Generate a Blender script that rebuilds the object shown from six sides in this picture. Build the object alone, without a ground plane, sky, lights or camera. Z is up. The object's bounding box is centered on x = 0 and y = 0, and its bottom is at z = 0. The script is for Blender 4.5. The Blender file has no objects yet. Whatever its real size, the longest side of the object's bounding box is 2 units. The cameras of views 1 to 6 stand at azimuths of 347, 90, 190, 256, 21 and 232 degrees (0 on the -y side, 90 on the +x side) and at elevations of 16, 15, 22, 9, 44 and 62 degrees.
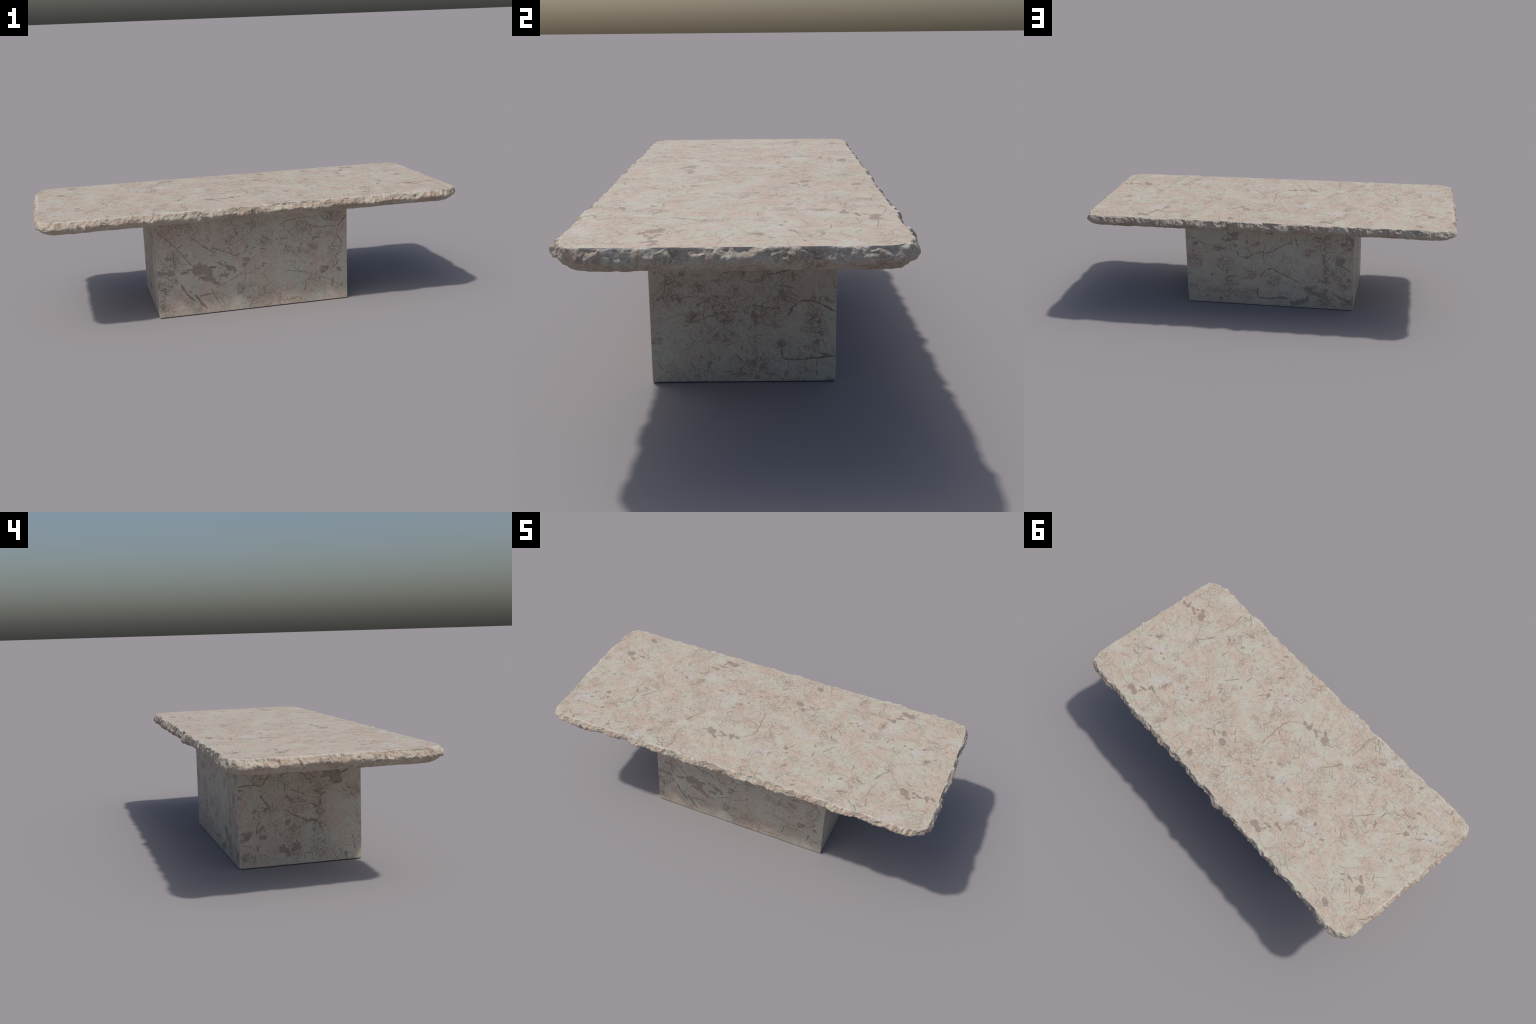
"""A low marble table: a polished rectangular slab with rounded corners and a
rough, chipped edge all round, resting on one smooth rectangular pedestal."""
import bpy, bmesh, math
import numpy as np
from mathutils import noise, Vector
from mathutils.geometry import delaunay_2d_cdt

rng = np.random.default_rng(41)

# ------------------------------------------------------------------ sizes (m)
TOP_Z = 0.535            # polished face
SLAB_BOTTOM = 0.4725     # underside of the slab
HALF_X, HALF_Y = 0.983, 0.403   # outline of the polished face
CORNER = 0.076           # its corner radius
PED_X, PED_Y = 0.4655, 0.268    # half sizes of the pedestal
PERIOD = 0.996           # the stone figure of the face repeats along x
WRAP_FROM = -0.985

# ------------------------------------------------------- figure of the stone
# Each face of the stone carries its own figure: veins (tapered cracks filled
# with brown mineral), blotches (brown inclusions), clouds of brown dust and
# pale areas.  Places in metres on the face, sizes in millimetres.
FIGURE = {}


def put(face, kind, centre, half_long, half_short, angle):
    FIGURE.setdefault((face, kind), []).append((centre[0], centre[1], half_long, half_short, angle))


def vein(face, a, b, width):
    """A tapered vein from a to b, width in mm."""
    dx, dy = b[0] - a[0], b[1] - a[1]
    put(face, "vein", ((a[0] + b[0]) / 2, (a[1] + b[1]) / 2), math.hypot(dx, dy) * 0.62,
        max(width, 1.6) * 0.00062, math.atan2(dy, dx))


def blotch(face, centre, half_long, half_short, degrees):
    put(face, "blotch", centre, half_long * 0.00135, max(half_short, 2) * 0.00145, math.radians(degrees))


def cloud(face, centre, half_long, half_short, degrees):
    put(face, "cloud", centre, half_long * 0.0014, half_short * 0.0014, math.radians(degrees))


def pale(face, centre, half_long, half_short, degrees):
    put(face, "pale", centre, half_long * 0.0014, half_short * 0.0014, math.radians(degrees))


# --- top
blotch("top", (-0.860, 0.190), 19, 18, 94)
blotch("top", (-0.831, 0.155), 17, 8, 137)
blotch("top", (-0.808, 0.168), 13, 4, 17)
blotch("top", (-0.797, 0.190), 20, 6, 162)
blotch("top", (-0.757, 0.198), 12, 4, 55)
blotch("top", (-0.875, 0.195), 10, 8, 53)
vein("top", (-0.879, 0.196), (-0.905, 0.231), 2.0)
vein("top", (-0.905, 0.231), (-0.955, 0.286), 2.0)
vein("top", (-0.788, 0.060), (-0.835, 0.130), 1.7)
vein("top", (-0.835, 0.130), (-0.866, 0.124), 2.9)
vein("top", (-0.847, 0.091), (-0.871, 0.124), 5.4)
vein("top", (-0.880, 0.120), (-0.902, 0.144), 4.7)
vein("top", (-0.819, 0.217), (-0.878, 0.266), 2.4)
vein("top", (-0.770, 0.213), (-0.826, 0.233), 2.8)
blotch("top", (-0.806, 0.348), 21, 14, 138)
vein("top", (-0.668, 0.334), (-0.699, 0.334), 2.1)
vein("top", (-0.696, 0.334), (-0.779, 0.350), 2.1)
vein("top", (-0.847, 0.366), (-0.931, 0.392), 1.7)
vein("top", (-0.774, 0.383), (-0.785, 0.359), 3.2)
vein("top", (-0.740, 0.302), (-0.778, 0.302), 2.1)
vein("top", (-0.770, 0.255), (-0.793, 0.303), 2.0)
vein("top", (-0.792, 0.302), (-0.809, 0.320), 1.7)
vein("top", (-0.706, 0.190), (-0.755, 0.168), 2.2)
vein("top", (-0.754, 0.169), (-0.770, 0.125), 2.2)
vein("top", (-0.711, 0.225), (-0.739, 0.228), 2.5)
vein("top", (-0.807, 0.317), (-0.840, 0.300), 2.1)
vein("top", (-0.864, 0.287), (-0.881, 0.262), 2.8)
vein("top", (-0.881, 0.191), (-0.908, 0.178), 2.9)
blotch("top", (-0.799, -0.152), 13, 11, 60)
vein("top", (-0.764, -0.110), (-0.787, -0.144), 3.8)
blotch("top", (-0.783, -0.185), 8, 5, 27)
blotch("top", (-0.858, -0.221), 6, 5, 64)
blotch("top", (-0.895, -0.212), 8, 3, 10)
vein("top", (-0.828, -0.151), (-0.881, -0.206), 1.9)
vein("top", (-0.731, 0.112), (-0.782, 0.047), 1.9)
vein("top", (-0.553, 0.266), (-0.604, 0.270), 2.2)
vein("top", (-0.626, 0.101), (-0.670, 0.097), 2.2)
vein("top", (-0.612, 0.140), (-0.617, 0.113), 2.2)
vein("top", (-0.669, -0.013), (-0.693, 0.025), 1.7)
vein("top", (-0.850, 0.004), (-0.849, -0.018), 4.9)
vein("top", (-0.863, 0.098), (-0.895, 0.063), 2.6)
vein("top", (-0.522, 0.221), (-0.537, 0.246), 3.2)
blotch("top", (-0.570, 0.161), 11, 4, 50)
vein("top", (-0.947, -0.273), (-0.940, -0.238), 3.2)
vein("top", (-0.934, -0.106), (-0.927, -0.151), 1.7)
vein("top", (-0.758, 0.050), (-0.761, 0.029), 1.8)
vein("top", (-0.660, 0.246), (-0.674, 0.246), 2.9)
vein("top", (-0.575, 0.237), (-0.601, 0.236), 2.5)
vein("top", (-0.857, -0.051), (-0.864, -0.082), 2.2)
vein("top", (-0.323, -0.136), (-0.331, -0.151), 4.6)
vein("top", (-0.325, -0.142), (-0.337, -0.177), 7.0)
vein("top", (-0.583, -0.037), (-0.610, -0.077), 3.5)
vein("top", (-0.600, -0.061), (-0.628, -0.106), 5.9)
vein("top", (-0.663, -0.117), (-0.662, -0.164), 6.3)
vein("top", (-0.667, -0.164), (-0.721, -0.165), 2.3)
vein("top", (-0.716, -0.164), (-0.784, -0.148), 2.2)
vein("top", (-0.506, -0.119), (-0.579, -0.040), 1.8)
vein("top", (-0.540, -0.139), (-0.633, -0.116), 1.9)
vein("top", (-0.318, -0.362), (-0.332, -0.305), 4.6)
vein("top", (-0.332, -0.309), (-0.335, -0.236), 4.0)
vein("top", (-0.330, -0.367), (-0.364, -0.374), 3.8)
vein("top", (-0.349, -0.405), (-0.376, -0.370), 6.3)
vein("top", (-0.374, -0.388), (-0.412, -0.347), 4.8)
vein("top", (-0.467, -0.205), (-0.518, -0.213), 3.2)
vein("top", (-0.515, -0.210), (-0.544, -0.241), 3.3)
vein("top", (-0.526, -0.281), (-0.540, -0.253), 4.0)
vein("top", (-0.452, -0.173), (-0.455, -0.116), 2.7)
blotch("top", (-0.488, -0.239), 11, 5, 26)
blotch("top", (-0.572, -0.345), 9, 4, 50)
blotch("top", (-0.541, -0.327), 10, 3, 50)
vein("top", (-0.548, -0.379), (-0.550, -0.352), 3.4)
blotch("top", (-0.677, -0.372), 12, 5, 51)
blotch("top", (-0.682, -0.346), 5, 4, 56)
blotch("top", (-0.762, -0.269), 13, 7, 39)
vein("top", (-0.775, -0.289), (-0.819, -0.269), 2.6)
blotch("top", (-0.783, -0.186), 10, 5, 27)
vein("top", (-0.745, -0.200), (-0.795, -0.201), 2.3)
blotch("top", (-0.673, -0.078), 14, 5, 128)
vein("top", (-0.637, -0.056), (-0.662, -0.023), 2.1)
vein("top", (-0.852, -0.401), (-0.868, -0.379), 5.9)
vein("top", (-0.829, -0.370), (-0.869, -0.380), 4.0)
vein("top", (-0.873, -0.387), (-0.903, -0.356), 4.2)
blotch("top", (-0.464, -0.320), 16, 7, 38)
blotch("top", (-0.400, -0.219), 8, 7, 131)
vein("top", (-0.710, -0.305), (-0.756, -0.332), 2.8)
vein("top", (-0.755, -0.330), (-0.760, -0.391), 2.2)
vein("top", (-0.825, -0.150), (-0.866, -0.188), 2.3)
vein("top", (-0.584, 0.052), (-0.611, 0.086), 2.8)
vein("top", (-0.374, -0.125), (-0.412, -0.115), 2.3)
vein("top", (-0.625, -0.213), (-0.648, -0.216), 3.5)
vein("top", (-0.630, -0.337), (-0.659, -0.334), 2.7)
vein("top", (-0.344, -0.105), (-0.364, -0.078), 2.6)
vein("top", (-0.448, -0.225), (-0.475, -0.205), 2.2)
vein("top", (-0.763, -0.333), (-0.817, -0.354), 2.0)
blotch("top", (-0.182, -0.196), 22, 17, 137)
blotch("top", (-0.196, -0.182), 11, 11, 97)
blotch("top", (-0.161, -0.222), 17, 8, 146)
blotch("top", (-0.133, -0.211), 14, 4, 15)
blotch("top", (-0.117, -0.193), 20, 7, 160)
blotch("top", (-0.141, -0.181), 7, 5, 50)
vein("top", (-0.210, -0.179), (-0.275, -0.102), 2.2)
vein("top", (-0.123, -0.307), (-0.166, -0.236), 2.3)
vein("top", (-0.289, -0.089), (-0.321, -0.132), 4.2)
vein("top", (-0.315, -0.123), (-0.338, -0.174), 7.4)
vein("top", (0.018, -0.068), (0.012, -0.027), 5.8)
vein("top", (0.019, -0.104), (0.015, -0.061), 4.2)
vein("top", (0.013, -0.033), (0.008, 0.045), 4.1)
vein("top", (0.005, -0.062), (-0.031, -0.041), 4.5)
vein("top", (0.022, -0.094), (0.008, -0.139), 5.2)
vein("top", (0.010, -0.135), (-0.025, -0.170), 3.5)
blotch("top", (-0.046, -0.187), 14, 8, 153)
blotch("top", (-0.079, -0.186), 13, 12, 54)
blotch("top", (-0.073, -0.207), 10, 5, 132)
vein("top", (-0.092, -0.130), (-0.119, -0.075), 2.3)
vein("top", (-0.118, -0.077), (-0.158, -0.069), 2.7)
vein("top", (-0.142, -0.162), (-0.204, -0.116), 2.6)
vein("top", (-0.034, -0.042), (-0.106, -0.029), 1.9)
vein("top", (-0.108, -0.022), (-0.152, -0.009), 2.7)
blotch("top", (-0.108, 0.080), 10, 4, 56)
blotch("top", (-0.142, 0.054), 14, 6, 26)
blotch("top", (-0.073, 0.156), 8, 4, 49)
blotch("top", (-0.039, 0.172), 10, 3, 50)
vein("top", (-0.161, -0.055), (-0.181, -0.033), 2.2)
vein("top", (-0.218, -0.025), (-0.234, -0.014), 2.6)
vein("top", (-0.150, 0.143), (-0.169, 0.137), 6.0)
blotch("top", (-0.178, 0.130), 9, 7, 49)
blotch("top", (-0.238, 0.106), 7, 5, 18)
blotch("top", (-0.274, 0.114), 9, 4, 10)
vein("top", (-0.286, 0.033), (-0.325, 0.063), 3.3)
vein("top", (-0.323, 0.060), (-0.318, 0.093), 3.2)
vein("top", (-0.337, 0.050), (-0.375, 0.045), 2.3)
vein("top", (-0.368, 0.043), (-0.390, 0.054), 2.5)
vein("top", (-0.289, 0.001), (-0.319, 0.032), 1.8)
vein("top", (-0.347, -0.103), (-0.365, -0.076), 2.9)
vein("top", (-0.213, 0.182), (-0.302, 0.153), 2.4)
vein("top", (-0.192, 0.226), (-0.239, 0.227), 2.6)
vein("top", (-0.265, 0.214), (-0.295, 0.219), 2.6)
vein("top", (-0.288, 0.218), (-0.331, 0.238), 2.2)
blotch("top", (-0.305, 0.345), 19, 15, 28)
blotch("top", (-0.333, 0.348), 16, 11, 3)
vein("top", (-0.197, 0.335), (-0.289, 0.351), 2.2)
vein("top", (-0.239, 0.301), (-0.321, 0.296), 2.6)
vein("top", (-0.272, 0.385), (-0.289, 0.355), 4.3)
blotch("top", (-0.494, 0.133), 10, 7, 138)
vein("top", (-0.486, 0.003), (-0.501, 0.016), 3.6)
vein("top", (-0.512, 0.024), (-0.528, 0.036), 3.6)
vein("top", (-0.211, -0.183), (-0.217, -0.192), 4.3)
vein("top", (-0.214, -0.190), (-0.240, -0.199), 3.4)
vein("top", (-0.458, -0.120), (-0.454, -0.168), 2.3)
vein("top", (0.030, 0.163), (0.014, 0.119), 2.1)
blotch("top", (-0.343, 0.352), 16, 9, 5)
blotch("top", (-0.355, 0.325), 13, 4, 61)
vein("top", (-0.332, 0.309), (-0.377, 0.300), 11.2)
blotch("top", (-0.379, 0.272), 13, 9, 98)
vein("top", (-0.384, 0.271), (-0.419, 0.275), 10.2)
vein("top", (-0.414, 0.236), (-0.414, 0.188), 5.3)
vein("top", (-0.350, 0.365), (-0.395, 0.381), 2.1)
vein("top", (-0.387, 0.379), (-0.448, 0.391), 2.1)
vein("top", (-0.454, 0.390), (-0.453, 0.328), 2.2)
vein("top", (-0.451, 0.329), (-0.469, 0.301), 2.3)
vein("top", (-0.477, 0.289), (-0.514, 0.288), 2.9)
vein("top", (-0.511, 0.290), (-0.537, 0.260), 2.6)
vein("top", (-0.524, 0.222), (-0.538, 0.245), 3.2)
blotch("top", (-0.534, 0.160), 6, 5, 138)
blotch("top", (-0.572, 0.163), 11, 4, 28)
blotch("top", (-0.360, 0.107), 7, 3, 84)
vein("top", (-0.341, 0.124), (-0.346, 0.152), 2.6)
vein("top", (-0.612, 0.138), (-0.618, 0.112), 3.0)
vein("top", (-0.629, 0.102), (-0.669, 0.095), 2.6)
vein("top", (-0.549, 0.266), (-0.605, 0.270), 2.2)
vein("top", (-0.538, 0.360), (-0.629, 0.383), 1.7)
vein("top", (0.039, 0.295), (0.003, 0.242), 4.6)
vein("top", (-0.019, 0.274), (-0.071, 0.350), 2.3)
vein("top", (-0.584, 0.049), (-0.611, 0.083), 2.1)
vein("top", (-0.567, 0.076), (-0.585, 0.090), 3.2)
vein("top", (-0.445, 0.276), (-0.472, 0.290), 2.1)
vein("top", (-0.462, 0.194), (-0.485, 0.209), 2.8)
vein("top", (-0.437, 0.109), (-0.454, 0.107), 2.7)
vein("top", (-0.406, 0.285), (-0.451, 0.320), 1.8)
vein("top", (-0.534, 0.181), (-0.546, 0.173), 3.8)
vein("top", (-0.474, 0.227), (-0.484, 0.240), 3.5)
vein("top", (-0.578, 0.246), (-0.598, 0.237), 3.0)
# --- topcloud
cloud("top", (-0.899, -0.123), 26, 17, 133)
cloud("top", (-0.938, 0.192), 38, 15, 81)
cloud("top", (-0.952, 0.104), 25, 20, 131)
cloud("top", (-0.624, 0.079), 21, 17, 53)
cloud("top", (-0.658, 0.021), 35, 25, 136)
cloud("top", (-0.918, -0.093), 24, 22, 68)
cloud("top", (-0.948, -0.322), 28, 17, 53)
cloud("top", (-0.926, -0.374), 31, 24, 126)
cloud("top", (-0.624, -0.181), 32, 14, 136)
cloud("top", (-0.414, -0.236), 44, 33, 53)
cloud("top", (-0.435, -0.312), 44, 29, 52)
cloud("top", (-0.611, 0.005), 31, 21, 136)
cloud("top", (-0.474, -0.391), 27, 14, 1)
cloud("top", (-0.554, -0.172), 35, 15, 103)
cloud("top", (-0.736, -0.216), 46, 23, 51)
cloud("top", (0.034, 0.102), 39, 22, 142)
cloud("top", (0.092, -0.115), 40, 27, 141)
cloud("top", (0.031, -0.173), 27, 22, 49)
cloud("top", (-0.304, -0.062), 48, 23, 109)
cloud("top", (-0.150, 0.043), 33, 21, 49)
cloud("top", (-0.048, 0.351), 33, 24, 47)
cloud("top", (-0.546, 0.342), 39, 29, 86)
cloud("top", (-0.427, 0.126), 32, 31, 60)
cloud("top", (-0.420, 0.214), 44, 19, 89)
cloud("top", (0.010, 0.330), 47, 35, 119)
# --- topwhite
pale("top", (-0.206, 0.099), 51, 33, 49)
pale("top", (-0.377, 0.195), 57, 39, 50)
pale("top", (-0.071, 0.254), 37, 21, 49)
pale("top", (-0.493, 0.169), 54, 32, 139)
pale("top", (-0.890, -0.217), 77, 27, 50)
pale("top", (-0.751, -0.036), 46, 21, 136)
pale("top", (-0.240, -0.070), 26, 25, 60)
pale("top", (-0.889, -0.224), 66, 23, 50)
pale("top", (-0.821, -0.340), 42, 16, 9)
pale("top", (-0.198, -0.380), 48, 25, 1)
# --- front
vein("front", (-0.457, 0.425), (-0.418, 0.381), 4.2)
vein("front", (-0.421, 0.385), (-0.370, 0.334), 4.6)
vein("front", (-0.373, 0.338), (-0.301, 0.241), 4.9)
blotch("front", (-0.267, 0.220), 30, 28, 117)
blotch("front", (-0.228, 0.205), 38, 17, 111)
blotch("front", (-0.240, 0.170), 26, 10, 163)
blotch("front", (-0.206, 0.168), 17, 9, 172)
blotch("front", (-0.194, 0.150), 26, 8, 158)
vein("front", (-0.217, 0.225), (-0.183, 0.226), 10.4)
blotch("front", (-0.210, 0.170), 15, 12, 168)
vein("front", (-0.301, 0.223), (-0.327, 0.223), 8.9)
vein("front", (-0.324, 0.214), (-0.360, 0.208), 7.6)
blotch("front", (-0.151, 0.180), 25, 6, 14)
blotch("front", (-0.134, 0.181), 8, 7, 94)
blotch("front", (-0.119, 0.213), 26, 10, 154)
blotch("front", (-0.099, 0.202), 12, 6, 89)
blotch("front", (-0.165, 0.240), 11, 5, 144)
vein("front", (-0.166, 0.233), (-0.132, 0.223), 6.8)
blotch("front", (-0.039, 0.246), 15, 11, 1)
blotch("front", (-0.049, 0.221), 13, 9, 24)
vein("front", (-0.143, 0.240), (-0.138, 0.246), 4.9)
vein("front", (-0.298, 0.381), (-0.244, 0.332), 4.3)
vein("front", (-0.248, 0.336), (-0.216, 0.312), 5.9)
vein("front", (-0.219, 0.314), (-0.180, 0.290), 4.7)
vein("front", (-0.202, 0.321), (-0.126, 0.290), 4.7)
vein("front", (-0.132, 0.294), (-0.095, 0.271), 5.4)
vein("front", (-0.100, 0.272), (-0.064, 0.275), 4.9)
vein("front", (-0.295, 0.384), (-0.260, 0.413), 3.4)
vein("front", (-0.282, 0.435), (-0.260, 0.415), 2.6)
vein("front", (-0.110, 0.446), (-0.093, 0.412), 4.3)
vein("front", (-0.096, 0.416), (-0.069, 0.352), 4.3)
vein("front", (-0.229, 0.368), (-0.209, 0.350), 3.3)
vein("front", (-0.340, 0.347), (-0.367, 0.329), 4.7)
vein("front", (-0.096, 0.418), (-0.071, 0.415), 2.4)
vein("front", (-0.449, 0.449), (-0.428, 0.442), 3.9)
vein("front", (-0.358, 0.157), (-0.334, 0.108), 9.9)
vein("front", (-0.339, 0.114), (-0.293, 0.065), 8.7)
vein("front", (-0.294, 0.098), (-0.269, 0.067), 11.3)
vein("front", (-0.279, 0.073), (-0.239, 0.025), 12.7)
vein("front", (-0.275, 0.090), (-0.205, 0.097), 7.0)
vein("front", (-0.213, 0.098), (-0.191, 0.095), 5.6)
vein("front", (-0.215, 0.124), (-0.203, 0.095), 4.0)
vein("front", (-0.206, 0.100), (-0.172, 0.038), 3.3)
vein("front", (-0.175, 0.042), (-0.146, -0.000), 3.4)
vein("front", (-0.192, 0.123), (-0.133, 0.146), 4.3)
vein("front", (-0.136, 0.145), (-0.056, 0.184), 3.6)
vein("front", (-0.043, 0.203), (-0.050, 0.144), 3.1)
vein("front", (-0.050, 0.144), (-0.067, 0.076), 2.8)
vein("front", (-0.031, 0.320), (-0.041, 0.296), 7.0)
vein("front", (-0.041, 0.293), (-0.059, 0.271), 3.5)
blotch("front", (-0.386, 0.382), 9, 3, 164)
blotch("front", (-0.353, 0.393), 8, 5, 173)
blotch("front", (-0.323, 0.296), 9, 4, 173)
blotch("front", (-0.273, 0.025), 8, 4, 14)
vein("front", (-0.460, 0.082), (-0.437, 0.086), 4.2)
vein("front", (-0.437, 0.107), (-0.437, 0.083), 3.3)
vein("front", (-0.327, 0.114), (-0.305, 0.118), 3.5)
blotch("front", (-0.451, 0.050), 16, 13, 93)
vein("front", (-0.449, 0.136), (-0.422, 0.144), 8.3)
blotch("front", (-0.443, 0.218), 24, 10, 4)
blotch("front", (-0.404, 0.211), 20, 12, 172)
blotch("front", (-0.409, 0.286), 17, 8, 153)
vein("front", (-0.443, 0.118), (-0.395, 0.148), 3.5)
vein("front", (-0.386, 0.331), (-0.383, 0.229), 3.9)
vein("front", (-0.043, 0.171), (-0.010, 0.185), 3.2)
vein("front", (-0.013, 0.182), (0.041, 0.204), 3.2)
blotch("front", (0.046, 0.212), 12, 5, 74)
vein("front", (0.050, 0.216), (0.092, 0.209), 2.1)
vein("front", (0.026, 0.176), (0.053, 0.160), 2.7)
vein("front", (-0.043, 0.301), (-0.028, 0.317), 4.9)
blotch("front", (0.002, 0.297), 7, 4, 172)
vein("front", (0.032, 0.295), (0.060, 0.287), 4.8)
vein("front", (0.273, 0.384), (0.302, 0.376), 5.1)
vein("front", (0.299, 0.378), (0.341, 0.368), 4.5)
vein("front", (0.337, 0.369), (0.376, 0.374), 4.2)
vein("front", (0.369, 0.375), (0.415, 0.365), 3.4)
vein("front", (0.417, 0.367), (0.435, 0.387), 5.1)
vein("front", (0.432, 0.384), (0.464, 0.422), 6.6)
vein("front", (0.411, 0.333), (0.427, 0.300), 5.5)
vein("front", (0.424, 0.307), (0.443, 0.277), 4.8)
vein("front", (0.443, 0.279), (0.427, 0.258), 3.4)
vein("front", (0.359, 0.401), (0.376, 0.378), 2.7)
vein("front", (0.321, 0.439), (0.359, 0.401), 2.7)
vein("front", (0.135, 0.330), (0.168, 0.332), 6.3)
vein("front", (0.289, 0.312), (0.301, 0.324), 5.8)
vein("front", (0.300, 0.323), (0.330, 0.323), 4.9)
blotch("front", (0.343, 0.169), 18, 6, 3)
blotch("front", (0.341, 0.149), 14, 9, 23)
vein("front", (0.370, 0.173), (0.355, 0.151), 6.7)
blotch("front", (0.413, 0.184), 16, 6, 47)
blotch("front", (0.424, 0.149), 16, 7, 163)
vein("front", (0.394, 0.194), (0.396, 0.165), 5.0)
blotch("front", (0.408, 0.217), 6, 5, 106)
blotch("front", (0.279, 0.192), 6, 4, 171)
vein("front", (0.254, 0.110), (0.251, 0.075), 5.0)
vein("front", (0.252, 0.080), (0.245, 0.056), 6.6)
vein("front", (0.137, 0.025), (0.170, 0.021), 2.9)
vein("front", (0.165, 0.021), (0.219, 0.033), 4.4)
vein("front", (0.220, 0.031), (0.236, 0.010), 3.4)
vein("front", (0.162, 0.170), (0.202, 0.164), 3.2)
vein("front", (0.199, 0.164), (0.252, 0.155), 3.2)
vein("front", (0.252, 0.153), (0.330, 0.129), 2.8)
vein("front", (0.330, 0.124), (0.387, 0.098), 3.1)
blotch("front", (0.392, 0.093), 21, 7, 85)
blotch("front", (0.439, 0.074), 7, 4, 91)
vein("front", (0.125, 0.398), (0.164, 0.415), 3.2)
vein("front", (0.160, 0.415), (0.220, 0.427), 3.1)
vein("front", (0.216, 0.426), (0.282, 0.427), 2.8)
vein("front", (0.113, 0.450), (0.125, 0.431), 3.3)
vein("front", (0.234, 0.308), (0.230, 0.277), 2.8)
blotch("front", (0.284, 0.275), 9, 8, 156)
vein("front", (0.061, 0.339), (0.068, 0.321), 4.7)
vein("front", (0.109, 0.327), (0.120, 0.335), 4.3)
blotch("front", (0.157, 0.291), 7, 3, 173)
vein("front", (-0.034, 0.005), (-0.008, 0.042), 2.9)
blotch("front", (0.149, 0.389), 5, 3, 170)
vein("front", (0.104, 0.386), (0.086, 0.350), 2.5)
vein("front", (-0.019, 0.288), (-0.020, 0.264), 3.4)
# --- frontcloud
cloud("front", (-0.410, 0.225), 45, 42, 111)
cloud("front", (-0.386, 0.284), 51, 30, 87)
cloud("front", (-0.438, 0.152), 41, 30, 89)
cloud("front", (-0.429, 0.037), 47, 38, 167)
cloud("front", (-0.347, 0.431), 65, 30, 174)
cloud("front", (-0.070, 0.101), 32, 24, 93)
cloud("front", (-0.116, 0.352), 37, 24, 89)
cloud("front", (-0.387, 0.174), 27, 21, 170)
cloud("front", (0.006, 0.419), 54, 20, 174)
cloud("front", (0.243, 0.373), 46, 31, 171)
cloud("front", (0.395, 0.415), 47, 41, 159)
cloud("front", (0.407, 0.238), 46, 39, 102)
cloud("front", (0.191, 0.267), 70, 21, 174)
cloud("front", (0.301, 0.118), 47, 21, 172)
cloud("front", (0.297, 0.278), 22, 20, 136)
cloud("front", (0.058, 0.329), 38, 21, 173)
# --- left
vein("left", (0.264, 0.348), (0.234, 0.345), 6.3)
vein("left", (0.240, 0.347), (0.208, 0.349), 4.5)
vein("left", (0.211, 0.348), (0.166, 0.341), 4.4)
vein("left", (0.166, 0.341), (0.149, 0.364), 6.6)
vein("left", (0.153, 0.358), (0.123, 0.396), 7.9)
vein("left", (0.172, 0.305), (0.158, 0.285), 8.8)
vein("left", (0.163, 0.290), (0.136, 0.251), 7.6)
vein("left", (0.140, 0.253), (0.156, 0.243), 4.6)
vein("left", (0.156, 0.246), (0.152, 0.230), 4.5)
blotch("left", (0.118, 0.251), 8, 4, 34)
blotch("left", (0.102, 0.248), 6, 5, 88)
blotch("left", (-0.140, 0.376), 40, 14, 4)
blotch("left", (-0.152, 0.362), 29, 23, 9)
blotch("left", (-0.168, 0.350), 15, 13, 74)
vein("left", (-0.184, 0.378), (-0.215, 0.394), 9.4)
blotch("left", (-0.108, 0.368), 20, 7, 175)
vein("left", (-0.141, 0.334), (-0.185, 0.340), 9.9)
vein("left", (-0.155, 0.391), (-0.176, 0.377), 16.0)
vein("left", (0.046, 0.318), (0.013, 0.312), 5.8)
vein("left", (0.017, 0.312), (-0.026, 0.293), 3.2)
blotch("left", (0.050, 0.280), 18, 8, 61)
vein("left", (0.024, 0.279), (-0.003, 0.281), 5.9)
vein("left", (0.068, 0.239), (0.039, 0.214), 5.1)
vein("left", (0.042, 0.218), (0.003, 0.197), 7.0)
vein("left", (0.006, 0.200), (-0.051, 0.177), 7.7)
vein("left", (0.015, 0.396), (-0.015, 0.383), 5.1)
vein("left", (-0.012, 0.385), (-0.034, 0.357), 4.5)
vein("left", (-0.034, 0.357), (-0.054, 0.340), 3.8)
blotch("left", (0.076, 0.383), 8, 7, 137)
vein("left", (0.077, 0.388), (0.044, 0.390), 5.8)
vein("left", (0.252, 0.395), (0.226, 0.387), 2.8)
vein("left", (0.228, 0.381), (0.208, 0.359), 2.8)
vein("left", (0.065, 0.348), (0.068, 0.313), 4.0)
vein("left", (0.045, 0.347), (0.062, 0.329), 2.7)
blotch("left", (0.234, 0.143), 24, 8, 0)
blotch("left", (0.241, 0.124), 19, 11, 150)
vein("left", (0.214, 0.146), (0.233, 0.120), 8.6)
blotch("left", (0.173, 0.159), 19, 7, 139)
vein("left", (0.191, 0.175), (0.189, 0.138), 5.8)
blotch("left", (0.163, 0.126), 17, 8, 6)
vein("left", (0.191, 0.175), (0.172, 0.196), 5.3)
vein("left", (0.168, 0.170), (0.149, 0.139), 3.2)
blotch("left", (0.079, 0.072), 17, 15, 18)
blotch("left", (0.062, 0.056), 17, 10, 34)
blotch("left", (0.060, 0.100), 15, 4, 15)
blotch("left", (0.022, 0.084), 15, 10, 9)
blotch("left", (0.021, 0.105), 7, 6, 17)
blotch("left", (0.012, 0.071), 9, 7, 9)
blotch("left", (0.059, 0.044), 12, 10, 80)
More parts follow.
